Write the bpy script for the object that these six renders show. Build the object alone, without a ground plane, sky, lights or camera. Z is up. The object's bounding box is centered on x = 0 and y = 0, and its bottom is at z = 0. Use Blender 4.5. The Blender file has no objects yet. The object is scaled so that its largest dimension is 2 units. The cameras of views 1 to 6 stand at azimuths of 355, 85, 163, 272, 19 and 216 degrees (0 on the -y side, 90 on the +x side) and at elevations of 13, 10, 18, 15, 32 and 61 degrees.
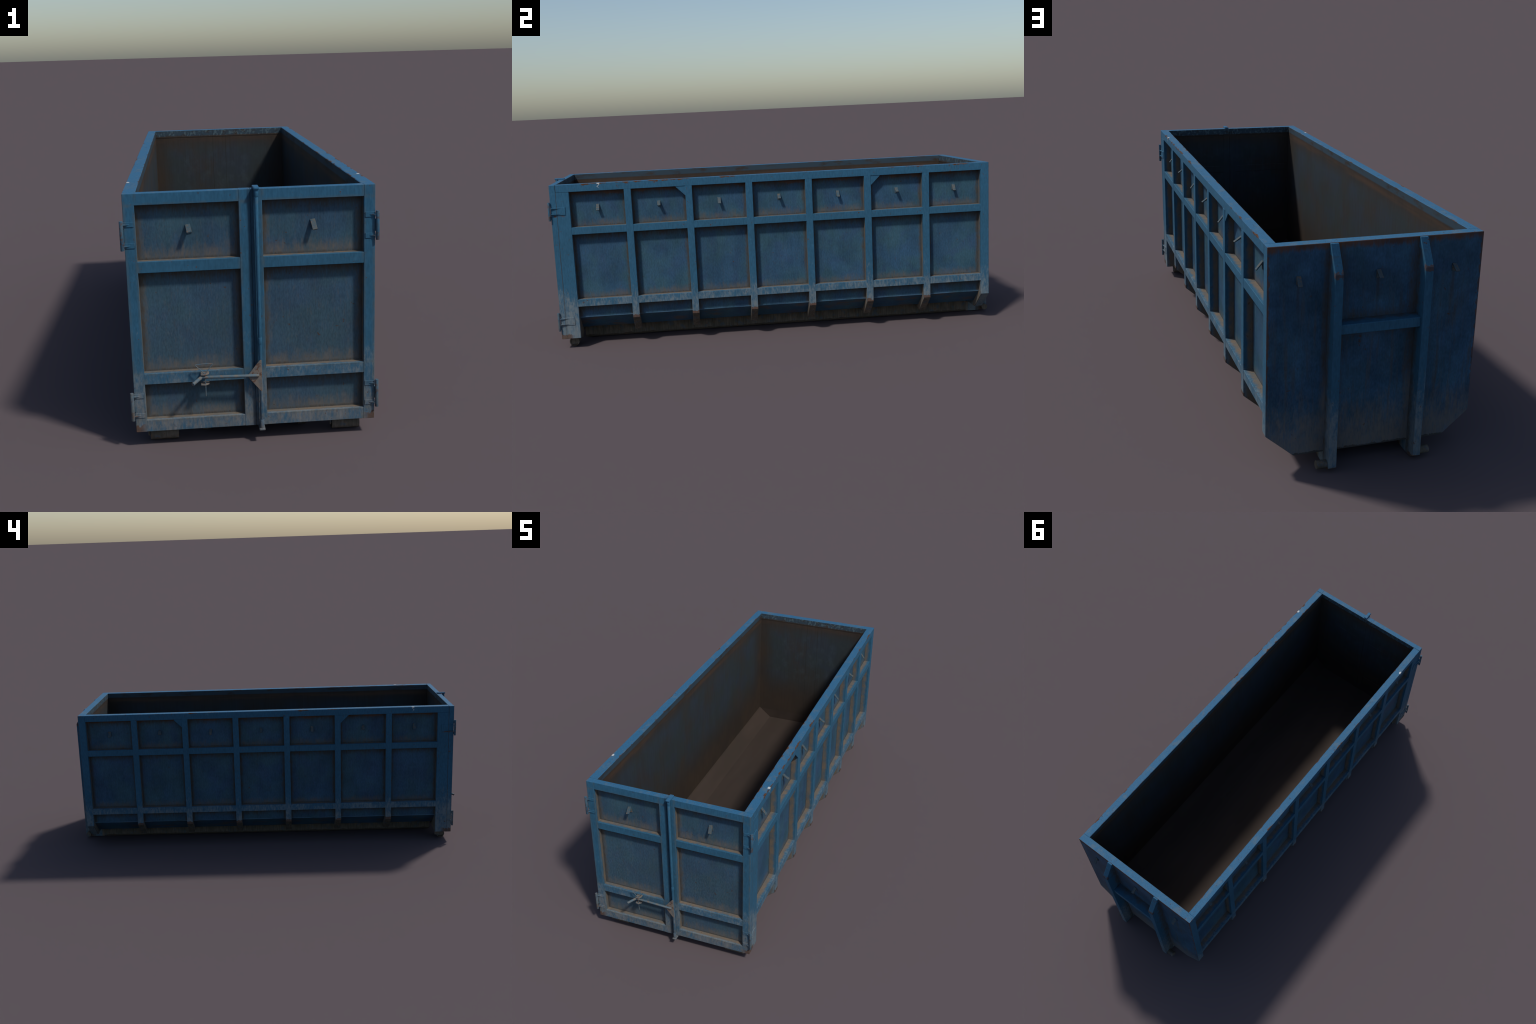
"""Open-top blue steel roll-off container (hook-lift skip), weathered.

Frame: metres, z up, long axis on y, doors at -y, hoist rails at +y.
Everything is built from measured sections: prisms, boxes and bars of steel,
each with small chamfers, parented to one Empty.
"""
import bpy, bmesh, math
from mathutils import Vector

# --------------------------------------------------------------------------
# principal dimensions
# --------------------------------------------------------------------------
HW = 0.333            # half width over the ribs
HI = 0.2985           # half width inside the top rail
WALL = 0.303          # outer face of the side sheet
TOP = 0.7095          # rim height
RAIL_Z = 0.6775       # underside of the rim
MID = (0.4955, 0.5262)
LOW = (0.1820, 0.2130)
Y_DOOR = -0.951       # outer face of the door frames
Y_DOOR_IN = -0.925
Y_PANEL = -0.9288
Y_POST = -0.870       # inner end of the front corner posts
Y_END0, Y_END1 = 0.9105, 0.947
RIB_W = 0.0295
RIB_Y = [-0.6258 + 0.258 * i for i in range(6)]
BEND = (0.303, 0.128)   # where the side sheet turns in to the floor
FLOOR = (0.232, 0.068)
HOOK_Z = 0.6185

# --------------------------------------------------------------------------
# node helper
# --------------------------------------------------------------------------
class Mat:
    def __init__(self, name):
        self.m = bpy.data.materials.new(name)
        self.m.use_nodes = True
        self.t = self.m.node_tree
        self.n = self.t.nodes
        self.n.clear()
        self.out = self.n.new('ShaderNodeOutputMaterial')
        self.b = self.n.new('ShaderNodeBsdfPrincipled')
        self.t.links.new(self.b.outputs[0], self.out.inputs[0])
        self.pos = self.n.new('ShaderNodeNewGeometry').outputs['Position']
        s = self.n.new('ShaderNodeSeparateXYZ')
        self.link(self.pos, s.inputs[0])
        self.x, self.y, self.z = s.outputs
        self.ax = self.op('ABSOLUTE', self.x)
        self.seed = 0.0

    def link(self, a, b):
        if isinstance(a, (int, float)):
            b.default_value = a
        elif isinstance(a, tuple):
            b.default_value = (*a, 1.0)[:len(b.default_value)]
        else:
            self.t.links.new(a, b)

    def op(self, kind, a, b=0.0, c=None):
        n = self.n.new('ShaderNodeMath')
        n.operation = kind
        self.link(a, n.inputs[0])
        self.link(b, n.inputs[1])
        if c is not None:
            self.link(c, n.inputs[2])
        return n.outputs[0]

    def add(self, a, b): return self.op('ADD', a, b)
    def sub(self, a, b): return self.op('SUBTRACT', a, b)
    def mul(self, *v):
        r = v[0]
        for q in v[1:]:
            r = self.op('MULTIPLY', r, q)
        return r
    def mx(self, *v):
        r = v[0]
        for q in v[1:]:
            r = self.op('MAXIMUM', r, q)
        return r
    def mn(self, *v):
        r = v[0]
        for q in v[1:]:
            r = self.op('MINIMUM', r, q)
        return r
    def inv(self, a): return self.sub(1.0, a)

    def ss(self, v, a, b, lo=0.0, hi=1.0):
        """smoothstep of v from a to b (a may exceed b)"""
        n = self.n.new('ShaderNodeMapRange')
        n.interpolation_type = 'SMOOTHSTEP'
        if a > b:
            a, b, lo, hi = b, a, hi, lo
        self.link(v, n.inputs['Value'])
        n.inputs['From Min'].default_value = a
        n.inputs['From Max'].default_value = b
        n.inputs['To Min'].default_value = lo
        n.inputs['To Max'].default_value = hi
        return n.outputs['Result']

    def band(self, v, lo, hi, soft):
        return self.mul(self.ss(v, lo - soft, lo + soft), self.ss(v, hi + soft, hi - soft))

    def noise(self, sx, sy, sz, detail=4.0, rough=0.55, distortion=0.0):
        self.seed += 3.71
        mp = self.n.new('ShaderNodeMapping')
        mp.inputs['Location'].default_value = (self.seed, self.seed * 1.7, -self.seed)
        mp.inputs['Scale'].default_value = (sx, sy, sz)
        self.link(self.pos, mp.inputs['Vector'])
        n = self.n.new('ShaderNodeTexNoise')
        n.inputs['Scale'].default_value = 1.0
        n.inputs['Detail'].default_value = detail
        n.inputs['Roughness'].default_value = rough
        n.inputs['Distortion'].default_value = distortion
        self.link(mp.outputs[0], n.inputs['Vector'])
        return n.outputs['Fac']

    def mix(self, f, a, b):
        n = self.n.new('ShaderNodeMix')
        n.data_type = 'RGBA'
        self.link(f, n.inputs[0])
        for q, s in ((a, n.inputs[6]), (b, n.inputs[7])):
            self.link(q, s)
        return n.outputs[2]

    def scale(self, col, f):
        """multiply a colour by a scalar"""
        n = self.n.new('ShaderNodeVectorMath')
        n.operation = 'SCALE'
        self.link(col, n.inputs[0])
        self.link(f, n.inputs['Scale'])
        return n.outputs[0]

    def finish(self, col, rough, bump=None, strength=0.2, dist=0.001, spec=0.12, metallic=0.0):
        self.link(col, self.b.inputs['Base Color'])
        self.link(rough, self.b.inputs['Roughness'])
        self.b.inputs['Specular IOR Level'].default_value = spec
        self.link(metallic, self.b.inputs['Metallic'])
        if bump is not None:
            n = self.n.new('ShaderNodeBump')
            n.inputs['Strength'].default_value = strength
            n.inputs['Distance'].default_value = dist
            self.link(bump, n.inputs['Height'])
            self.link(n.outputs[0], self.b.inputs['Normal'])
        return self.m


BLUE = (0.0285, 0.1000, 0.1700)
BLUE2 = (0.0265, 0.0910, 0.1520)
PANEL = (0.0285, 0.0720, 0.1260)
PANEL2 = (0.0325, 0.0800, 0.1120)
DUST = (0.155, 0.118, 0.085)
GREY = (0.110, 0.098, 0.080)
RUST = (0.102, 0.048, 0.026)
RUST_DK = (0.065, 0.036, 0.023)
PALE = (0.190, 0.215, 0.220)
BEIGE = (0.235, 0.200, 0.170)


def frame_paint():
    """Blue paint of ribs, rails, posts and door frames."""
    M = Mat('weathered_blue_paint')
    x, y, z, ax = M.x, M.y, M.z, M.ax
    low = M.noise(7, 7, 7, 3)
    fine = M.noise(220, 220, 60, 3)
    streak = M.noise(160, 160, 12, 3)
    col = M.mix(M.ss(low, 0.35, 0.65), BLUE, BLUE2)
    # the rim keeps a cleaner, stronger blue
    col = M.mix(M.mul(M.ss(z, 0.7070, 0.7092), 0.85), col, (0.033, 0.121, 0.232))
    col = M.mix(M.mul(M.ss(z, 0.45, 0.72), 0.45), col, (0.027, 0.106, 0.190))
    col = M.scale(col, M.add(0.86, M.mul(0.28, M.ss(fine, 0.2, 0.8))))
    # sun bleached pale smudges
    blot = M.noise(26, 26, 26, 2)
    col = M.mix(M.mul(0.30, M.ss(blot, 0.66, 0.76)), col, (0.050, 0.150, 0.240))

    # --- scraped and chalky paint towards the bottom
    h = M.ss(z, 0.37, 0.10)
    sc = M.noise(130, 130, 48, 5, 0.68)
    big = M.noise(17, 17, 12, 3)
    front = M.ss(y, -0.9475, -0.9495)
    w = M.add(M.add(M.mul(sc, 0.75), M.mul(big, 0.45)), M.mul(h, M.sub(0.29, M.mul(front, 0.07))))
    scr = M.mul(M.ss(w, 0.68, 1.02), 0.70, M.ss(z, 0.46, 0.34))
    paint2 = M.mix(M.mul(front, M.ss(z, 0.25, 0.06), 0.75), PALE, BEIGE)
    col = M.mix(scr, col, paint2)
    # a veil of dry mud low down
    col = M.mix(M.mul(M.ss(z, 0.30, 0.04), M.ss(streak, 0.20, 0.75), M.add(0.34, M.mul(front, 0.16))), col, GREY)

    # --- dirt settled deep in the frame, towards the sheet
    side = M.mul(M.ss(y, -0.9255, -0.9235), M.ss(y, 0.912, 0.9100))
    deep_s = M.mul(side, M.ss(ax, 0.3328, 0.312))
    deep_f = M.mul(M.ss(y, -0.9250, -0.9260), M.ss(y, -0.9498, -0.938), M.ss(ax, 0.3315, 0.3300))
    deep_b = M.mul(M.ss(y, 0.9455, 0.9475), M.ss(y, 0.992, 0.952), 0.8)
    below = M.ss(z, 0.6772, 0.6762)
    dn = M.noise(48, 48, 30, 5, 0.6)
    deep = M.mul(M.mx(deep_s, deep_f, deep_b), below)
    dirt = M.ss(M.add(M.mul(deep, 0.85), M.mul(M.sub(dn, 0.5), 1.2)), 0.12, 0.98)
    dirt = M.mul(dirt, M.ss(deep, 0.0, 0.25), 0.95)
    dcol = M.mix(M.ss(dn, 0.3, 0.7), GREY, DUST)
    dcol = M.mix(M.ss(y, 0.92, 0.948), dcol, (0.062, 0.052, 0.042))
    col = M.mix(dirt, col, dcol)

    # olive edge stain round the door openings
    dx = M.mn(M.op('ABSOLUTE', M.sub(ax, 0.031)), M.op('ABSOLUTE', M.sub(ax, 0.302)))
    dz = M.mn(M.op('ABSOLUTE', M.sub(z, RAIL_Z)), M.op('ABSOLUTE', M.sub(z, LOW[1])),
              M.op('ABSOLUTE', M.sub(z, 0.078)))
    edge = M.ss(M.mn(dx, dz), 0.009, 0.0)
    edge = M.mx(edge, M.mul(M.ss(ax, 0.322, HW), front))
    col = M.mix(M.mul(edge, front, 0.34, M.ss(dn, 0.3, 0.6)), col, (0.105, 0.098, 0.066))

    # lock rod's cast shadow, painted dark into the stile colour
    rod_shadow = M.mul(front, M.ss(M.op('ABSOLUTE', M.sub(x, 0.0005)), 0.0125, 0.0060), M.ss(streak, 0.1, 0.5), 0.55)
    col = M.mix(rod_shadow, col, (0.014, 0.022, 0.034))
    # --- rust
    rn = M.noise(75, 75, 75, 5, 0.65)
    rb = M.noise(22, 22, 22, 3)
    spots = M.mul(M.ss(rn, 0.635, 0.665), M.ss(rb, 0.46, 0.58))
    spots2 = M.ss(M.noise(120, 120, 120, 2), 0.695, 0.725)
    # bare edges of the rim
    beyond = M.add(M.ss(y, 0.907, 0.911), M.ss(y, -0.922, -0.925))
    er = M.mn(M.op('ABSOLUTE', M.sub(ax, HW)), M.add(beyond, M.op('ABSOLUTE', M.sub(ax, HI))))
    long = M.noise(9, 9, 9, 2)
    jag = M.noise(70, 45, 90, 4, 0.65)
    width = M.mul(M.ss(long, 0.46, 0.72), M.ss(jag, 0.38, 0.72), 0.0105)
    ez = M.sub(TOP, z)
    rim = M.mul(M.ss(M.sub(M.add(er, M.mul(ez, 0.9)), width), 0.0012, -0.0008), M.ss(z, 0.690, 0.698))
    # small pits and grey scuffs on the top face
    pits = M.mul(M.ss(M.noise(160, 120, 60, 3), 0.63, 0.67), M.ss(M.noise(11, 8, 5, 2), 0.50, 0.62), M.ss(z, 0.7085, 0.7092))
    scuff = M.mul(M.ss(M.noise(45, 30, 20, 4), 0.50, 0.68), M.ss(z, 0.7080, 0.7092), 0.60)
    col = M.mix(scuff, col, (0.085, 0.130, 0.165))
    pits = M.mul(pits, 0.8)
    # ends of ribs and front posts
    tip = M.ss(M.add(M.mul(M.ss(z, 0.146, 0.118), 0.6), M.mul(rn, 0.9)), 0.72, 0.78)
    tip = M.mul(tip, side, M.ss(ax, 0.326, 0.331), M.ss(z, 0.160, 0.145), M.ss(y, -0.86, -0.85), M.ss(z, 0.115, 0.119))
    foot = M.ss(M.add(M.mul(M.ss(z, 0.088, 0.046), 0.62), M.mul(rn, 0.85)), 0.78, 0.84)
    foot = M.mul(foot, M.ss(ax, 0.296, 0.322), M.ss(y, -0.890, -0.918), M.ss(z, 0.10, 0.085))
    hook = M.mul(M.ss(M.add(M.ss(z, 0.03, 0.004, 0, 0.5), M.mul(rn, 0.8)), 0.66, 0.72),
                 M.ss(y, 0.955, 0.97), M.ss(z, 0.06, 0.04))
    knee = M.mul(M.ss(M.add(M.mul(M.ss(M.op('ABSOLUTE', M.sub(z, 0.628)), 0.030, 0.0), 0.5), M.mul(rn, 0.9)), 0.80, 0.86),
                 M.ss(y, 0.985, 0.992))
    weep = M.mul(M.band(z, 0.5735, 0.5805, 0.0015), M.ss(y, -0.884, -0.893), M.ss(ax, 0.331, 0.3325),
                 M.ss(rn, 0.42, 0.58))
    tips = M.mul(M.ss(y, -0.953, -0.956), M.ss(ax, 0.312, 0.316), M.ss(rn, 0.50, 0.60), 0.6)
    rust = M.mx(weep, tips, M.mul(M.mx(spots, M.mul(spots2, 0.7)), 0.85), rim, pits, M.mul(tip, 0.85), M.mul(foot, 0.80), M.mul(hook, 0.8), M.mul(knee, 0.7))
    rcol = M.mix(M.ss(M.noise(110, 110, 110, 3), 0.35, 0.7), RUST, RUST_DK)
    col = M.mix(rust, col, rcol)

    # weld joints, thin brown lines
    seam = M.mul(M.ss(M.op('ABSOLUTE', M.sub(y, M.add(-0.9275, M.mul(0.008, M.sub(z, 0.35))))), 0.0016, 0.0006),
                 M.ss(ax, 0.328, 0.3315))
    col = M.mix(M.mul(seam, 0.75, M.ss(dn, 0.2, 0.5)), col, (0.055, 0.050, 0.045))

    # bird droppings on the rim with a short run down the side
    bx = M.sub(ax, 0.3295)
    by = M.sub(y, -0.746)
    wob = M.mul(0.007, M.sub(M.noise(190, 190, 190, 2), 0.5))
    r = M.add(M.op('SQRT', M.add(M.mul(bx, bx, 1.0), M.mul(by, by, 0.7))), wob)
    run = M.add(M.op('ABSOLUTE', M.add(by, M.mul(0.004, M.op('SINE', M.mul(z, 400.0))))), wob)
    drop = M.mx(M.mul(M.ss(r, 0.0068, 0.0052), M.ss(z, 0.7045, 0.7065)),
                M.mul(M.ss(run, 0.0026, 0.0010), M.ss(ax, 0.331, 0.3325), M.ss(z, 0.684, 0.700), 0.75))
    col = M.mix(M.mul(drop, 0.93), col, (0.50, 0.52, 0.51))
    rough = M.mix(M.mx(rust, dirt), (0.62,) * 3, (0.9,) * 3)
    return M.finish(col, rough, M.add(fine, M.mul(rust, 0.8)), 0.18, 0.0012)


def panel_paint(kind):
    """Faded paint of the recessed sheets, dusty along every frame edge."""
    M = Mat('faded_blue_sheet_' + kind)
    x, y, z, ax = M.x, M.y, M.z, M.ax
    streak = M.noise(170, 170, 9, 4, 0.6)
    fine = M.noise(260, 260, 90, 3)
    low = M.noise(9, 9, 8, 3)
    low2 = M.noise(14, 14, 10, 3)
    col = M.mix(M.ss(low, 0.35, 0.66), PANEL, PANEL2)
    col = M.mix(M.mul(M.ss(low2, 0.50, 0.70), 0.7), col, (0.029, 0.062, 0.118))
    cloud = M.noise(11, 11, 9, 4, 0.6)
    col = M.scale(col, M.add(0.86, M.mul(0.32, M.ss(cloud, 0.30, 0.70))))
    if kind == 'back':
        col = M.mix(0.5, col, (0.024, 0.074, 0.138))
        blot = M.noise(8, 8, 7, 4, 0.65)
        col = M.scale(col, M.add(0.78, M.mul(0.50, M.ss(blot, 0.34, 0.66))))
        col = M.mix(M.mul(M.ss(M.noise(60, 60, 5, 4), 0.48, 0.70), M.ss(z, 0.66, 0.45), 0.65), col, (0.056, 0.060, 0.062))
    if kind == 'front':
        col = M.mix(M.ss(z, 0.70, 0.10, 0.20, 0.55), col, (0.046, 0.070, 0.088))
    col = M.scale(col, M.add(0.93, M.mul(0.14, M.ss(streak, 0.25, 0.75))))
    col = M.scale(col, M.add(0.85, M.mul(0.30, M.ss(fine, 0.25, 0.75))))
    dn = M.noise(30, 30, 22, 5, 0.62)
    dv = M.noise(190, 190, 38, 5, 0.68)
    nz = M.add(M.mul(dn, 0.40), M.mul(dv, 0.60))

    def away(v, *edges):
        """distance to the nearest of the given lines"""
        return M.mn(*[M.op('ABSOLUTE', M.sub(v, e)) for e in edges])

    if kind == 'side':
        t = M.op('DIVIDE', M.sub(y, RIB_Y[0]), 0.258)
        d = M.mul(0.258, M.op('ABSOLUTE', M.sub(t, M.op('ROUND', t))))
        du = M.sub(d, RIB_W / 2)
        sill = M.mn(M.add(M.op('ABSOLUTE', M.sub(z, MID[1])), M.mul(9.0, M.ss(z, MID[0] + .01, MID[0] - .01))),
                    M.add(M.op('ABSOLUTE', M.sub(z, LOW[1])), M.mul(9.0, M.ss(z, LOW[0] + .01, LOW[0] - .01))))
        head = M.mn(away(z, RAIL_Z, MID[0]), away(z, LOW[0]))
        soil = M.mx(M.mul(M.ss(du, 0.026, 0.0), 0.80), M.mul(M.ss(sill, 0.055, 0.0), 0.92), M.mul(M.ss(head, 0.028, 0.0), 0.60))
        gate = M.ss(z, 0.120, 0.135)
    elif kind == 'front':
        du = away(ax, 0.031, 0.302)
        sill = M.mn(M.add(away(z, MID[1]), M.mul(9.0, M.ss(z, MID[0] + .01, MID[0] - .01))),
                    M.add(away(z, LOW[1]), M.mul(9.0, M.ss(z, LOW[0] + .01, LOW[0] - .01))),
                    away(z, 0.078))
        head = away(z, RAIL_Z, MID[0], LOW[0])
        soil = M.mx(M.mul(M.ss(du, 0.036, 0.0), 0.88), M.mul(M.ss(sill, 0.070, 0.0), 0.95), M.mul(M.ss(head, 0.030, 0.0), 0.75))
        gate = 1.0
    else:
        du = M.add(away(ax, 0.125, 0.150), M.mul(0.02, M.ss(ax, 0.15, 0.19)))
        bar = M.add(away(z, 0.4437, 0.4743), M.mul(9.0, M.ss(ax, 0.124, 0.126)))
        soil = M.mx(M.mul(M.ss(du, 0.05, 0.0), 0.95), M.mul(M.ss(z, 0.33, 0.04), 1.05), M.mul(M.ss(bar, 0.06, 0.0), 0.8))
        gate = 1.0
    dust = M.mul(M.ss(M.add(M.mul(soil, 0.75), M.mul(M.sub(nz, 0.5), 1.9)), 0.14, 1.0), gate)
    dust = M.mx(M.mul(dust, M.ss(soil, 0.0, 0.10)), M.mul(M.ss(dv, 0.50, 0.72), 0.26 if kind == 'front' else 0.15))
    dcol = M.mix(M.ss(dn, 0.35, 0.65), (0.092, 0.083, 0.069), (0.118, 0.098, 0.078))
    if kind == 'back':
        dcol = M.mix(M.ss(z, 0.32, 0.22), (0.070, 0.055, 0.042), (0.150, 0.135, 0.120))
    elif kind == 'front':
        dcol = M.scale(dcol, 1.12)
    else:
        dcol = M.scale(dcol, 0.95)
    col = M.mix(M.mul(dust, 0.80), col, dcol)

    # dark brown tone in the upper corners of every recess
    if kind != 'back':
        corner_dark = M.add(M.mul(M.mx(M.ss(head, 0.060, 0.0), M.mul(M.ss(du, 0.026, 0.0), 0.95), M.mul(M.ss(sill, 0.014, 0.0), 0.9)), 0.68), M.mul(M.sub(nz, 0.5), 1.3))
        corner_dark = M.mul(M.ss(corner_dark, 0.22, 0.85), gate)
        col = M.mix(M.mul(corner_dark, 0.86), col, (0.046, 0.039, 0.032))

    rn = M.noise(70, 70, 70, 5, 0.65)
    rb = M.noise(13, 13, 13, 3)
    spots = M.mul(M.ss(rn, 0.65, 0.685), M.ss(rb, 0.48, 0.60))
    rust = M.mul(spots, 0.75)
    if kind == 'side':
        # orange wash under the rim, muddy patches on the sloping underside
        wash = M.ss(M.add(M.mul(M.ss(z, 0.640, RAIL_Z), 0.5), M.mul(M.noise(40, 16, 25, 4), 0.9)), 0.74, 0.92)
        rust = M.mx(rust, M.mul(wash, 0.6))
        mud = M.mul(M.ss(z, 0.135, 0.120), M.ss(M.noise(24, 11, 24, 4), 0.50, 0.68))
        col = M.mix(M.mul(mud, 0.75), col, (0.085, 0.066, 0.052))
        bend = M.mul(M.ss(M.op('ABSOLUTE', M.sub(z, 0.1285)), 0.0030, 0.0008), M.ss(M.noise(50, 10, 50, 3), 0.30, 0.55))
        col = M.mix(M.mul(bend, 0.6), col, (0.10, 0.20, 0.31))
    if kind == 'back':
        top = M.add(M.mul(M.ss(z, 0.655, 0.709), 0.60), M.mul(M.noise(85, 85, 16, 5, 0.62), 0.55))
        top = M.add(top, M.mul(M.noise(16, 16, 16, 2), 0.35))
        lip = M.ss(top, 0.80, 1.06)
        sid = M.ss(M.add(M.mul(M.ss(ax, 0.317, 0.332), 0.5), M.mul(M.noise(70, 70, 60, 4), 0.9)), 0.80, 0.90)
        sid = M.mul(sid, M.ss(z, 0.12, 0.32))
        rust = M.mx(rust, M.mul(lip, 0.85), M.mul(sid, 0.7))
        # runs below the three hooks
        for hx in (0.241, -0.001, -0.243):
            run = M.mul(M.ss(M.op('ABSOLUTE', M.sub(x, hx)), 0.008, 0.001), M.ss(z, 0.44, 0.58), M.ss(z, 0.602, 0.597))
            col = M.mix(M.mul(run, 0.5), col, (0.035, 0.032, 0.030))
        chip = M.mul(M.ss(M.add(M.mul(M.ss(z, 0.062, 0.044), 0.5), M.mul(rn, 0.8)), 0.75, 0.80), M.ss(z, 0.08, 0.06))
        col = M.mix(M.mul(chip, 0.7), col, (0.030, 0.028, 0.026))
    rcol = M.mix(M.ss(rb, 0.4, 0.6), (0.112, 0.052, 0.026), (0.070, 0.037, 0.022))
    col = M.mix(rust, col, rcol)
    rough = M.mix(M.mx(dust, rust), (0.52,) * 3, (0.88,) * 3)
    return M.finish(col, rough, M.add(M.mul(streak, 0.6), M.mul(fine, 0.5)), 0.06, 0.0010)


def inside_steel():
    """Bare, brown-stained steel of the load space with traces of blue paint."""
    M = Mat('stained_inner_steel')
    x, y, z, ax = M.x, M.y, M.z, M.ax
    low = M.noise(5, 5, 5, 4)
    streak = M.noise(120, 120, 8, 4)
    fine = M.noise(200, 200, 120, 3)
    brown = M.mix(M.ss(low, 0.35, 0.65), (0.050, 0.037, 0.028), (0.039, 0.031, 0.026))
    teal = M.mix(M.ss(M.noise(9, 9, 9, 3), 0.40, 0.62), (0.036, 0.046, 0.050), (0.036, 0.047, 0.060))
    ends = M.mn(M.sub(HI, ax), M.mn(M.op('ABSOLUTE', M.sub(y, 0.911)), M.op('ABSOLUTE', M.sub(y, Y_DOOR_IN))))
    near_end = M.mx(M.ss(y, 0.74, 0.91), M.ss(y, -0.74, -0.92))
    end_face = M.mx(M.ss(y, 0.900, 0.908), M.ss(y, -0.914, -0.922))
    edge_fade = M.mx(M.mul(near_end, M.inv(end_face)), M.mul(end_face, M.ss(ax, 0.21, 0.295)))
    blue = M.mul(M.ss(z, 0.20, 0.44), M.ss(z, 0.690, 0.60), M.inv(M.mul(edge_fade, 0.8)))
    blue = M.mul(blue, M.ss(M.add(M.mul(low, 0.75), M.mul(streak, 0.25)), 0.22, 0.56))
    col = M.mix(blue, brown, teal)
    # chalky cloud marks on the end wall
    cl = M.mul(end_face, M.ss(M.noise(26, 26, 22, 5, 0.6), 0.46, 0.80), M.ss(z, 0.30, 0.38), M.ss(z, 0.66, 0.58), M.ss(ax, 0.25, 0.15))
    col = M.mix(M.mul(cl, 0.40), col, (0.060, 0.085, 0.100))
    col = M.scale(col, M.add(0.83, M.mul(0.10, M.ss(streak, 0.25, 0.75))))
    col = M.scale(col, M.add(0.9, M.mul(0.2, fine)))
    # blue remains under the rim, rust line just below
    rim = M.mul(M.ss(z, 0.681, 0.687), M.ss(M.noise(40, 14, 40, 4), 0.25, 0.50))
    col = M.mix(M.mul(rim, 0.8), col, (0.032, 0.060, 0.085))
    flk = M.mul(end_face, M.ss(z, 0.680, 0.685), M.ss(M.noise(90, 90, 70, 4), 0.50, 0.62))
    col = M.mix(M.mul(flk, 0.55), col, (0.10, 0.15, 0.165))
    ln = M.add(0.667, M.mul(0.010, M.sub(M.noise(4, 4, 4, 2), 0.5)))
    orange = M.mul(M.ss(M.op('ABSOLUTE', M.sub(z, ln)), 0.020, 0.001), M.ss(M.noise(30, 5, 60, 4), 0.32, 0.62), M.sub(1.0, M.mul(0.55, end_face)))
    col = M.mix(M.mul(orange, 0.36), col, (0.105, 0.055, 0.030))
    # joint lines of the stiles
    seam = M.mul(M.ss(M.op('ABSOLUTE', M.sub(ax, 0.0305)), 0.0016, 0.0006), M.ss(y, 0.88, 0.90))
    col = M.mix(M.mul(seam, 0.55), col, (0.020, 0.018, 0.016))
    # the floor is scoured more evenly
    floor = M.ss(z, 0.124, 0.121)
    fl = M.mix(M.ss(M.noise(14, 2.2, 14, 5), 0.35, 0.68), (0.047, 0.035, 0.0295), (0.039, 0.030, 0.025))
    col = M.mix(M.mul(floor, 0.85), col, fl)
    return M.finish(col, M.ss(low, 0.2, 0.8, 0.72, 0.85), fine, 0.15, 0.001, spec=0.12)


def grimy_steel():
    """Undercarriage: mud-grey steel with dark worn undersides."""
    M = Mat('muddy_undercarriage_steel')
    n1 = M.noise(30, 30, 20, 5, 0.6)
    st = M.noise(150, 150, 18, 4)
    col = M.mix(M.ss(n1, 0.35, 0.65), (0.082, 0.074, 0.060), (0.115, 0.100, 0.082))
    col = M.scale(col, M.add(0.75, M.mul(0.5, M.ss(st, 0.25, 0.75))))
    blue = M.ss(M.noise(40, 40, 40, 4), 0.54, 0.66)
    col = M.mix(M.mul(blue, 0.5), col, (0.050, 0.085, 0.125))
    wet = M.ss(M.add(M.mul(M.ss(M.z, 0.016, 0.0), 0.5), M.mul(n1, 0.8)), 0.62, 0.72)
    col = M.mix(M.mul(wet, 0.8), col, (0.040, 0.030, 0.022))
    rust = M.ss(M.noise(80, 80, 80, 4), 0.62, 0.70)
    col = M.mix(M.mul(rust, 0.6), col, (0.12, 0.052, 0.026))
    return M.finish(col, 0.85, st, 0.2, 0.001)


def worn_fitting():
    """Small lock and hook parts: blue-grey paint rubbed to dusty metal."""
    M = Mat('rubbed_blue_grey_fitting')
    n1 = M.noise(85, 85, 85, 4, 0.6)
    n2 = M.noise(40, 40, 40, 3)
    col = M.mix(M.ss(n1, 0.38, 0.62), (0.070, 0.115, 0.150), (0.125, 0.125, 0.115))
    rust = M.ss(M.add(M.mul(n1, 0.6), M.mul(n2, 0.5)), 0.60, 0.70)
    col = M.mix(M.mul(rust, 0.8), col, (0.19, 0.085, 0.045))
    return M.finish(col, 0.6, n1, 0.2, 0.0008)


def bare_plate():
    """Scuffed pale plate of the lock."""
    M = Mat('scuffed_pale_plate')
    n1 = M.noise(75, 75, 75, 5, 0.62)
    col = M.mix(M.ss(n1, 0.40, 0.60), (0.165, 0.138, 0.116), (0.115, 0.115, 0.113))
    rust = M.ss(M.noise(90, 90, 90, 4), 0.57, 0.62)
    col = M.mix(M.mul(rust, 0.8), col, (0.10, 0.046, 0.028))
    return M.finish(col, 0.7, n1, 0.25, 0.0008)


def hook_paint():
    M = Mat('dull_blue_hook')
    n1 = M.noise(120, 120, 120, 3)
    col = M.mix(M.ss(n1, 0.35, 0.65), (0.042, 0.080, 0.108), (0.082, 0.088, 0.085))
    rust = M.ss(M.noise(150, 150, 150, 3), 0.60, 0.67)
    col = M.mix(M.mul(rust, 0.7), col, (0.20, 0.095, 0.04))
    return M.finish(col, 0.7)


PAINT = frame_paint()
SIDE = panel_paint('side')
FRONT = panel_paint('front')
BACK = panel_paint('back')
INSIDE = inside_steel()
GRIME = grimy_steel()
FITTING = worn_fitting()
PLATE = bare_plate()
HOOK = hook_paint()

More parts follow.
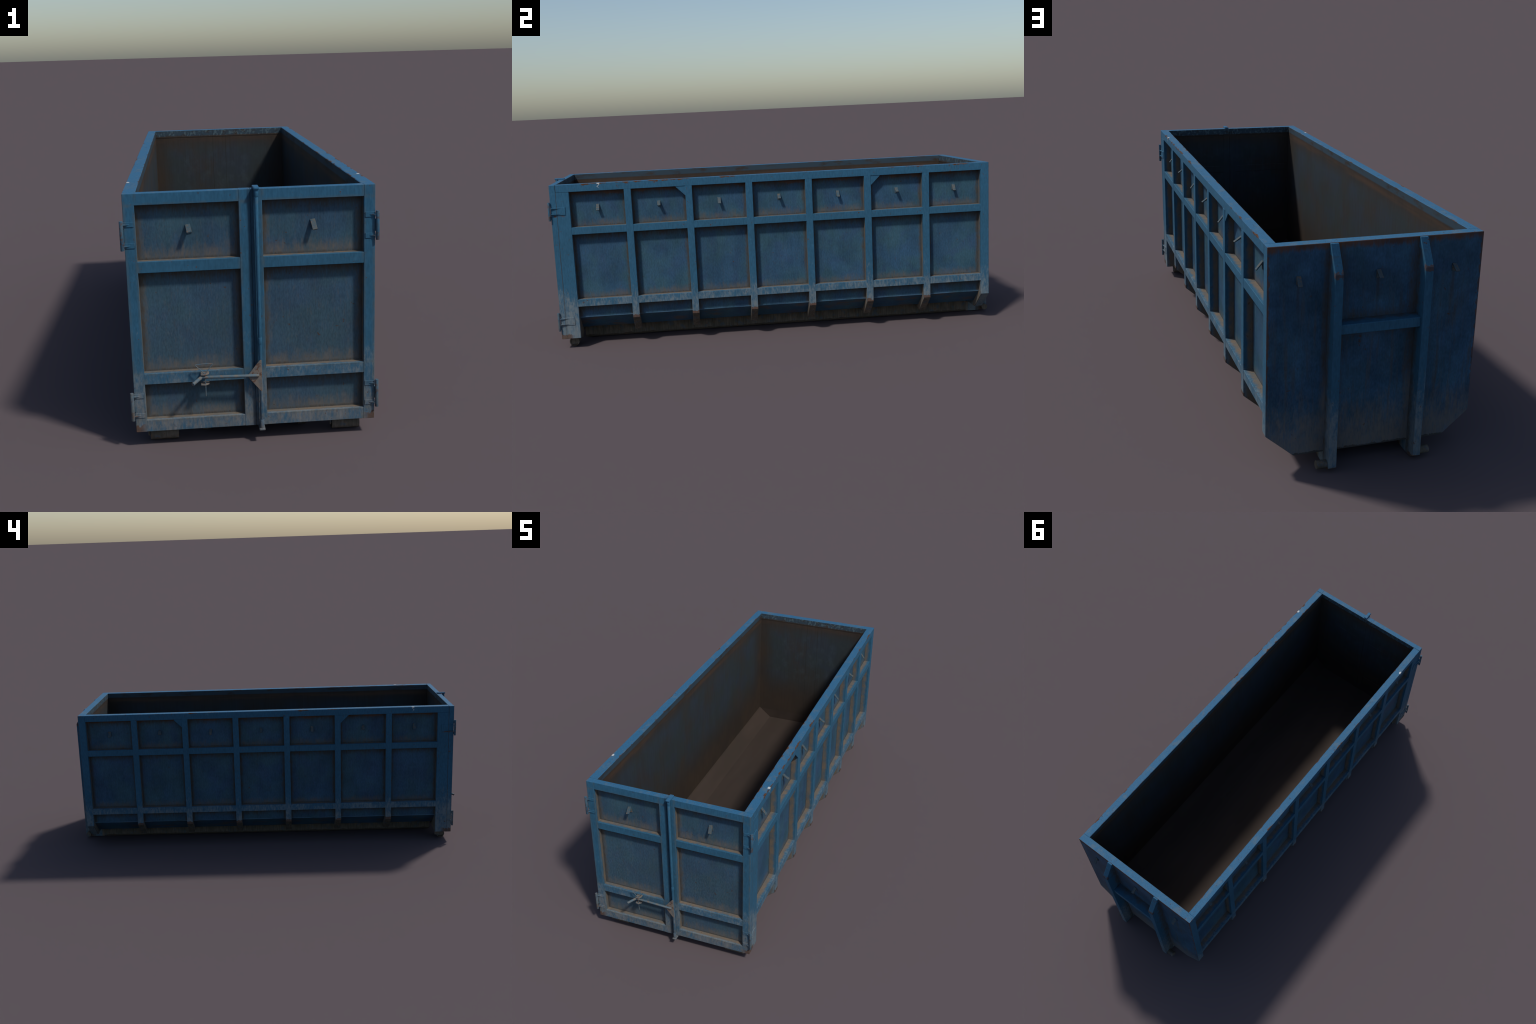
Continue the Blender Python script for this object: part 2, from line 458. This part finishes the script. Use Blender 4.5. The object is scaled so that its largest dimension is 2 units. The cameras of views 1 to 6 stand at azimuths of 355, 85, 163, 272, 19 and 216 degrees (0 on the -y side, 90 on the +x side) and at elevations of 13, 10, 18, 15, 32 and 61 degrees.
# --------------------------------------------------------------------------
# geometry helpers
# --------------------------------------------------------------------------
root = bpy.data.objects.new('roll_off_container', None)
bpy.context.scene.collection.objects.link(root)
root.empty_display_size = 0.1
root['label'] = 'long open blue steel skip with ribbed sides and double doors'
root['category'] = 'waste container'


def obj(name, me, parent=root):
    o = bpy.data.objects.new(name, me)
    bpy.context.scene.collection.objects.link(o)
    o.parent = parent
    return o


def to_mesh(bm, name, mats, pick=None, bevel=0.0, segments=1, smooth_angle=None):
    """finish a bmesh: chamfer the sharp edges, set materials by face"""
    bmesh.ops.recalc_face_normals(bm, faces=bm.faces)
    if bevel:
        sharp = [e for e in bm.edges if len(e.link_faces) == 2 and e.calc_face_angle(0) > math.radians(25)]
        bmesh.ops.bevel(bm, geom=sharp, offset=bevel, segments=segments, profile=0.5,
                        affect='EDGES', clamp_overlap=True)
    bm.normal_update()
    me = bpy.data.meshes.new(name)
    for m in mats:
        me.materials.append(m)
    for f in bm.faces:
        if pick:
            f.material_index = pick(f.normal, f.calc_center_median())
        f.smooth = False
    bm.to_mesh(me)
    bm.free()
    if smooth_angle:
        me.shade_smooth() if hasattr(me, 'shade_smooth') else None
        me.set_sharp_from_angle(angle=math.radians(smooth_angle))
    return me


def prism_bm(poly, axis, a, b):
    """extrude a polygon given in the two other axes along `axis` from a to b"""
    bm = bmesh.new()
    order = {'x': (1, 2, 0), 'y': (0, 2, 1), 'z': (0, 1, 2)}[axis]
    rings = []
    for t in (a, b):
        ring = []
        for p in poly:
            c = [0, 0, 0]
            c[order[0]], c[order[1]], c[order[2]] = p[0], p[1], t
            ring.append(bm.verts.new(c))
        rings.append(ring)
    n = len(poly)
    bm.faces.new(rings[0])
    bm.faces.new(rings[1][::-1])
    for i in range(n):
        j = (i + 1) % n
        bm.faces.new((rings[0][i], rings[1][i], rings[1][j], rings[0][j]))
    return bm


def prism(name, poly, axis, a, b, mats=(PAINT,), parent=root, pick=None, bevel=0.0010):
    return obj(name, to_mesh(prism_bm(poly, axis, a, b), name, mats, pick, bevel), parent)


def box(name, x, y, z, mats=(PAINT,), parent=root, pick=None, bevel=0.0010):
    return prism(name, [(x[0], z[0]), (x[1], z[0]), (x[1], z[1]), (x[0], z[1])], 'y', y[0], y[1],
                 mats, parent, pick, bevel)


def bar_bm(bm, p, q, r, seg=20, r2=None):
    """round bar from p to q"""
    p, q = Vector(p), Vector(q)
    d = (q - p).normalized()
    a = d.orthogonal().normalized()
    b = d.cross(a)
    rings = []
    for c, rr in ((p, r), (q, r if r2 is None else r2)):
        rings.append([bm.verts.new(c + rr * (math.cos(t) * a + math.sin(t) * b))
                      for t in [2 * math.pi * i / seg for i in range(seg)]])
    bm.faces.new(rings[0][::-1])
    bm.faces.new(rings[1])
    for i in range(seg):
        j = (i + 1) % seg
        bm.faces.new((rings[0][i], rings[0][j], rings[1][j], rings[1][i]))


def bars(name, runs, mats, parent=root, seg=20, bevel=0.0005):
    """joined round bars: list of (start, end, radius)"""
    bm = bmesh.new()
    for p, q, r in runs:
        bar_bm(bm, p, q, r, seg)
    bmesh.ops.recalc_face_normals(bm, faces=bm.faces)
    rim = [e for e in bm.edges if len(e.link_faces) == 2 and e.calc_face_angle(0) > math.radians(60)]
    if bevel:
        bmesh.ops.bevel(bm, geom=rim, offset=bevel, segments=2, profile=0.5, affect='EDGES')
    return obj(name, to_mesh(bm, name, mats, smooth_angle=35), parent)


def lathe(name, profile, centre, mats, parent=root, seg=36):
    """turned part on an axis parallel to x: profile of (x offset, radius)"""
    bm = bmesh.new()
    rings = []
    for dx, r in profile:
        rings.append([bm.verts.new((centre[0] + dx, centre[1] + r * math.cos(t), centre[2] + r * math.sin(t)))
                      for t in [2 * math.pi * i / seg for i in range(seg)]])
    for k in range(len(rings) - 1):
        for i in range(seg):
            j = (i + 1) % seg
            bm.faces.new((rings[k][i], rings[k][j], rings[k + 1][j], rings[k + 1][i]))
    bm.faces.new(rings[0])
    bm.faces.new(rings[-1])
    return obj(name, to_mesh(bm, name, mats, smooth_angle=30), parent)


def mirrored(pts, s):
    """mirror a list of (x, z) points in x when s is -1, keeping the winding"""
    return [(s * a, b) for a, b in pts][::s]


def span(a, b, s):
    return (a, b) if s > 0 else (-b, -a)


# --------------------------------------------------------------------------
# hull: one folded sheet, open at the top
# --------------------------------------------------------------------------
half_out = [(0.3010, TOP - 0.0003), (0.3010, 0.680), (WALL, 0.680), BEND, FLOOR]
half_in = [(HI, TOP - 0.0003), (HI, 0.1275), (0.2345, 0.0735)]
section = half_out + [(-a, b) for a, b in half_out[::-1]] + [(-a, b) for a, b in half_in] + half_in[::-1]


def hull_face(n, c):
    # 0 outside sheet, 1 load space, 2 rim
    if c.z > 0.7085 and n.z > 0.1:
        return 2
    inside = abs(c.x) < 0.2995 and c.z > 0.07 and (n.z > 0.3 or n.x * c.x < -0.1)
    return 1 if inside else 0


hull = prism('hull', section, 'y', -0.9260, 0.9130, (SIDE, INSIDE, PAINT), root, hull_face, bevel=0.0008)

# solid end wall at the hoist side, with its own inner lining sheet
end_poly = [(HW, TOP), (HW, 0.1205), (0.245, 0.0435)]
end_poly = end_poly + [(-a, b) for a, b in end_poly[::-1]]


def end_face(n, c):
    if n.y > 0.5:
        return 1
    return 0


end_wall = prism('end_wall', end_poly, 'y', 0.9128, Y_END1, (PAINT, BACK), root, end_face, bevel=0.0012)
lining = [(0.2986, 0.6900), (0.2986, 0.1250), (0.2330, 0.0700)]
prism('end_lining', lining + [(-a, b) for a, b in lining[::-1]], 'y', 0.9122, 0.9134, (INSIDE,), end_wall, bevel=0.0)
box('end_rim', (-0.2992, 0.2992), (0.9112, 0.9140), (RAIL_Z, TOP - 0.0004), (PAINT, INSIDE), end_wall,
    lambda n, c: 1 if n.y < -0.5 else 0, bevel=0.0004)

# --------------------------------------------------------------------------
# side frames
# --------------------------------------------------------------------------
rib_poly = [(HW, RAIL_Z + 0.001), (HW, 0.1200), (0.2485, 0.0455), (0.2200, 0.0455), (0.2200, 0.0660),
            (0.2305, 0.0690), (0.3015, 0.1290), (0.3015, RAIL_Z + 0.001)]


def rib_face(n, c):
    # the sloping foot is muddy steel, the rest painted
    return 1 if (c.z < 0.1195 and n.z < -0.2) else 0


for s in (1, -1):
    box('top_rail', span(0.3000, HW, s), (Y_DOOR_IN + 0.0004, 0.9130), (RAIL_Z, TOP), bevel=0.0010)
    # front corner post, filling out the sheet's turned-in foot
    post = [(HW - 0.0004, 0.0440), (HW - 0.0004, RAIL_Z - 0.0004), (0.3012, RAIL_Z - 0.0004), (0.3012, 0.1290), (0.2310, 0.0695), (0.2310, 0.0440)]
    prism('corner_post', mirrored(post, s), 'y', -0.9268, Y_POST, bevel=0.0012)
    me = None
    for i, ry in enumerate(RIB_Y):
        if me is None:
            me = to_mesh(prism_bm(mirrored(rib_poly, s), 'y', -RIB_W / 2, RIB_W / 2), 'rib', (PAINT, GRIME), rib_face, 0.0011)
        o = obj('rib', me)
        o.location.y = ry
    # two horizontal stringers between ribs, one piece per bay
    edges = [Y_POST - RIB_W / 2] + RIB_Y + [Y_END0 + RIB_W / 2]
    stringer = {}
    for i in range(7):
        a = edges[i] + RIB_W / 2 - 0.001
        b = edges[i + 1] - RIB_W / 2 + 0.001
        for z0, z1 in (MID, LOW):
            key = (round(b - a, 3), z0)
            if key not in stringer:
                stringer[key] = to_mesh(prism_bm(mirrored([(HW - 0.0006, z0), (HW - 0.0006, z1), (0.3014, z1), (0.3014, z0)], s),
                                                 'y', 0.0, b - a), 'stringer', (PAINT,), None, 0.0011)
            o = obj('stringer', stringer[key])
            o.location.y = a
    # inner half of the end post, closing the last bay
    ep = [(HW - 0.0003, RAIL_Z + 0.001), (HW - 0.0003, 0.1203), (0.2445, 0.0438), (0.2200, 0.0438), (0.2200, 0.0660),
          (0.2305, 0.0690), (0.3015, 0.1290), (0.3015, RAIL_Z + 0.001)]
    prism('end_post', mirrored(ep, s), 'y', Y_END0, 0.9145, (PAINT, GRIME), root, rib_face, bevel=0.0005)
    # two corner gussets under the rim
    for gy, d in ((RIB_Y[1] - RIB_W / 2, -1), (RIB_Y[4] + RIB_W / 2, 1)):
        tri = [(gy - d * 0.001, RAIL_Z + 0.001), (gy + d * 0.040, RAIL_Z + 0.001), (gy + d * 0.040, RAIL_Z - 0.002),
               (gy + d * 0.002, 0.6380), (gy - d * 0.001, 0.6380)]
        prism('gusset', tri, 'x', *span(0.3270, 0.3312, s), bevel=0.0006)

# cross members under the floor joining the ribs
for i, ry in enumerate(RIB_Y):
    if i == 0:
        cm = to_mesh(prism_bm([(0.2195, 0.0462), (0.2195, 0.0676), (-0.2195, 0.0676), (-0.2195, 0.0462)], 'y',
                              -RIB_W / 2 + 0.001, RIB_W / 2 - 0.001), 'cross_member', (GRIME,), None, 0.001)
    o = obj('cross_member', cm)
    o.location.y = ry
box('door_sill', (-0.2306, 0.2306), (-0.9246, -0.8710), (0.0445, 0.0674), (GRIME,))

# --------------------------------------------------------------------------
# doors
# --------------------------------------------------------------------------
def door_side(n, c):
    return 1 if n.y > 0.5 else 0


Y0, Y1 = Y_DOOR, Y_DOOR_IN - 0.0002
DOOR_BOTTOM = 0.0438
hinge_z = ((0.599, 0.0395), (0.1213, 0.0403))
for s in (1, -1):
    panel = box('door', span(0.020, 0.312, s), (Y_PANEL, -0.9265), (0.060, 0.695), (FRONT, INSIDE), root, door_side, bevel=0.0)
    box('door_stile', span(0.3025, HW, s), (Y0, Y1), (DOOR_BOTTOM, TOP - 0.0003), (PAINT, INSIDE), panel, door_side, bevel=0.0011)
    box('door_stile', span(0.0002, 0.0310, s), (Y0, Y1), (DOOR_BOTTOM, TOP - 0.0003), (PAINT, INSIDE), panel, door_side, bevel=0.0011)
    for z0, z1 in ((DOOR_BOTTOM + 0.0003, 0.0780), LOW, MID, (RAIL_Z, TOP - 0.0006)):
        box('door_rail', span(0.0302, 0.3033, s), (Y0 + 0.0005, Y1 - 0.0003), (z0, z1), (PAINT, INSIDE), panel, door_side, bevel=0.0010)

    # hinges: knuckle, two straps on the door, one plate on the post, four fins
    for zc, hh in hinge_z:
        hx = s * 0.3386
        hinge = bars('hinge', [((hx, -0.9560, zc - hh), (hx, -0.9560, zc + hh), 0.0050)], (PAINT,), panel, 24)
        for dz in (0.0292, -0.0280):
            box('hinge_strap', span(0.3058, 0.3334, s), (Y_DOOR - 0.0018, Y_DOOR + 0.002), (zc + dz - 0.0068, zc + dz + 0.0068), (PAINT,), hinge, bevel=0.0004)
            fin = [(0.3130, Y_DOOR - 0.0005), (0.3345, -0.9585), (0.3375, -0.9575), (0.3375, Y_DOOR - 0.0005)]
            prism('hinge_fin', mirrored(fin, s), 'z', zc + dz - 0.0014, zc + dz + 0.0016, (PAINT,), hinge, bevel=0.0003)
        box('hinge_plate', span(0.3315, 0.3350, s), (-0.9505, -0.8897), (zc - 0.0168, zc + 0.0164), (PAINT,), hinge, bevel=0.0005)
        for dz in (0.0124, -0.0120):
            fin = [(0.3340, -0.9045), (0.3415, -0.9520), (0.3400, -0.9540), (0.3340, -0.9540)]
            prism('hinge_fin', mirrored(fin, s), 'z', zc + dz - 0.0012, zc + dz + 0.0014, (PAINT,), hinge, bevel=0.0003)

# --------------------------------------------------------------------------
# door lock: standing rod, cap, lever, pin
# --------------------------------------------------------------------------
RX, RY = 0.0148, -0.9625
rod = bars('lock_rod', [((RX, RY, 0.041), (RX, RY, 0.712), 0.0051),
                        ((RX, RY, 0.6905), (RX, RY, 0.711), 0.0062),
                        ((RX, RY, 0.2860), (RX, RY, 0.3045), 0.0059),
                        ((RX, RY, 0.0400), (RX, RY, 0.0660), 0.0063)], (PAINT,), root, 24, 0.0004)
box('rod_cap', (0.0066, 0.0226), (-0.9715, -0.9280), (0.7097, 0.7160), (PAINT,), rod, bevel=0.0012)
box('rod_foot', (0.0064, 0.0228), (-0.9715, -0.9400), (0.0362, 0.0412), (PAINT,), rod, bevel=0.0008)
tri = [(0.0136, 0.2425), (0.0172, 0.2415), (0.0178, 0.1515), (0.0145, 0.1500), (-0.0200, 0.1930), (-0.0200, 0.2000)]
prism('lock_plate', tri, 'y', -0.9678, -0.9636, (PLATE,), rod, bevel=0.0008)
lever = bars('lock_lever', [((0.0090, -0.9697, 0.1980), (-0.1500, -0.9672, 0.2010), 0.0042),
                            ((-0.1480, -0.9668, 0.2005), (-0.1718, -0.9975, 0.1938), 0.0048)], (FITTING,), rod, 20, 0.0006)
brk = [(-0.1495, Y_DOOR + 0.001), (-0.1495, -0.9718), (-0.1380, -0.9745), (-0.1265, -0.9640), (-0.1265, Y_DOOR + 0.001)]
for z0 in (0.2074, 0.1786):
    prism('lever_bracket', brk, 'z', z0, z0 + 0.0034, (PLATE,), rod, bevel=0.0005)
wire = [(-0.1372, -0.9690, 0.2095), (-0.1630, -0.9672, 0.2360), (-0.1615, -0.9670, 0.2385),
        (-0.1180, -0.9668, 0.2392), (-0.1165, -0.9668, 0.2370), (-0.1372, -0.9682, 0.2120)]
runs = [(a, b, 0.00115) for a, b in zip(wire[:-1], wire[1:])]
runs.append(((-0.1372, -0.9685, 0.2125), (-0.1372, -0.9675, 0.1465), 0.0014))
bars('locking_pin', runs, (FITTING,), rod, 10, 0.0)

# --------------------------------------------------------------------------
# hoist rails on the end wall, running on as skids under the floor
# --------------------------------------------------------------------------
rail_profile = [(0.9462, 0.7082), (0.9525, 0.7082), (1.0000, 0.6305), (1.0000, 0.0145), (0.9900, 0.0070),
                (0.9780, 0.0020), (0.9640, 0.0), (0.9000, 0.0), (0.9000, 0.0445), (0.9462, 0.0445)]




for s in (1, -1):
    xs = span(0.1252, 0.1502, s)
    rail = prism('hoist_rail', rail_profile, 'x', *xs, bevel=0.0011)
    skid = [(0.9010, 0.0002), (0.9010, 0.0684), (-0.8730, 0.0684), (-0.8730, 0.0060), (-0.8660, 0.0002)]
    prism('skid', skid, 'x', *span(0.1258, 0.1496, s), (GRIME,), rail, bevel=0.001)
    # guide pin beside the rail foot
    lathe('guide_pin', [(0, 0.0125), (s * 0.033, 0.0135), (s * 0.0345, 0.0120)], (s * 0.1498, 0.9795, 0.0215), (GRIME,), rail)
    # wide roller below the corner post, with a recessed end and hub
    c = (s * 0.2570, -0.9045, 0.0212)
    prof = [(-0.0320, 0.006), (-0.0320, 0.0155), (-0.0392, 0.0165), (-0.0395, 0.0200), (-0.0385, 0.0212),
            (0.0385, 0.0212), (0.0395, 0.0200), (0.0392, 0.0165), (0.0360, 0.0155), (0.0360, 0.0060), (0.0385, 0.0055), (0.0390, 0.0030)]
    roller = lathe('roller', prof, c, (GRIME,))
    for d in (-0.0435, 0.0425):
        if d < 0:
            box('roller_bracket', (c[0] + d - 0.002, c[0] + d + 0.002), (-0.9200, -0.8740), (0.0180, 0.0450), (GRIME,), roller, bevel=0.0005)
    bars('roller_axle', [((c[0] - 0.0450, c[1], c[2]), (c[0] + 0.0380, c[1], c[2]), 0.0050)], (GRIME,), roller, 16)

box('hoist_crossbar', (-0.1256, 0.1256), (0.9462, 0.9907), (0.4437, 0.4743), (PAINT,), root, bevel=0.0016)

# --------------------------------------------------------------------------
# tarpaulin hooks: a base plate on the sheet and a tab bent outward
# --------------------------------------------------------------------------
def hook_mesh(out, drop):
    """hook facing +x, origin on the sheet at its top edge"""
    bm = bmesh.new()
    w, t = 0.0066, 0.0032
    prof = [(0.0, 0.0), (0.0028, 0.0006), (out, -drop), (out - t * 0.75, -drop - t * 0.75),
            (0.0030, -0.0058), (0.0030, -0.0245), (0.0, -0.0245)]
    ring = [[bm.verts.new((a, yy, b)) for a, b in prof] for yy in (-w, w)]
    bm.faces.new(ring[0])
    bm.faces.new(ring[1][::-1])
    for i in range(len(prof)):
        j = (i + 1) % len(prof)
        bm.faces.new((ring[0][i], ring[1][i], ring[1][j], ring[0][j]))
    return to_mesh(bm, 'tarpaulin_hook', (HOOK,), None, 0.0005)


HOOK_A = hook_mesh(0.0230, 0.0245)
HOOK_B = hook_mesh(0.0280, 0.0165)


def hook(kind, loc, turn, tilt=0.0):
    o = obj('tarpaulin_hook', kind)
    o.location = loc
    o.rotation_euler = (tilt, 0.0, turn)


hook_y = [-0.7565, -0.4975, -0.2390, 0.0200, 0.2780, 0.5378, 0.7950]
for i, hy in enumerate(hook_y):
    kind = HOOK_B if i % 2 else HOOK_A
    hook(kind, (WALL - 0.0004, hy, HOOK_Z), 0.0)
    hook(kind, (-WALL + 0.0004, hy, HOOK_Z), math.pi)
hook(HOOK_A, (0.1670, Y_PANEL + 0.0004, HOOK_Z), -math.pi / 2, 0.17)
hook(HOOK_B, (-0.1665, Y_PANEL + 0.0004, HOOK_Z), -math.pi / 2, 0.20)
hook(HOOK_A, (0.2410, Y_END1 - 0.0004, HOOK_Z), math.pi / 2)
hook(HOOK_B, (-0.0010, Y_END1 - 0.0004, HOOK_Z), math.pi / 2)
hook(HOOK_B, (-0.2430, Y_END1 - 0.0004, HOOK_Z), math.pi / 2)
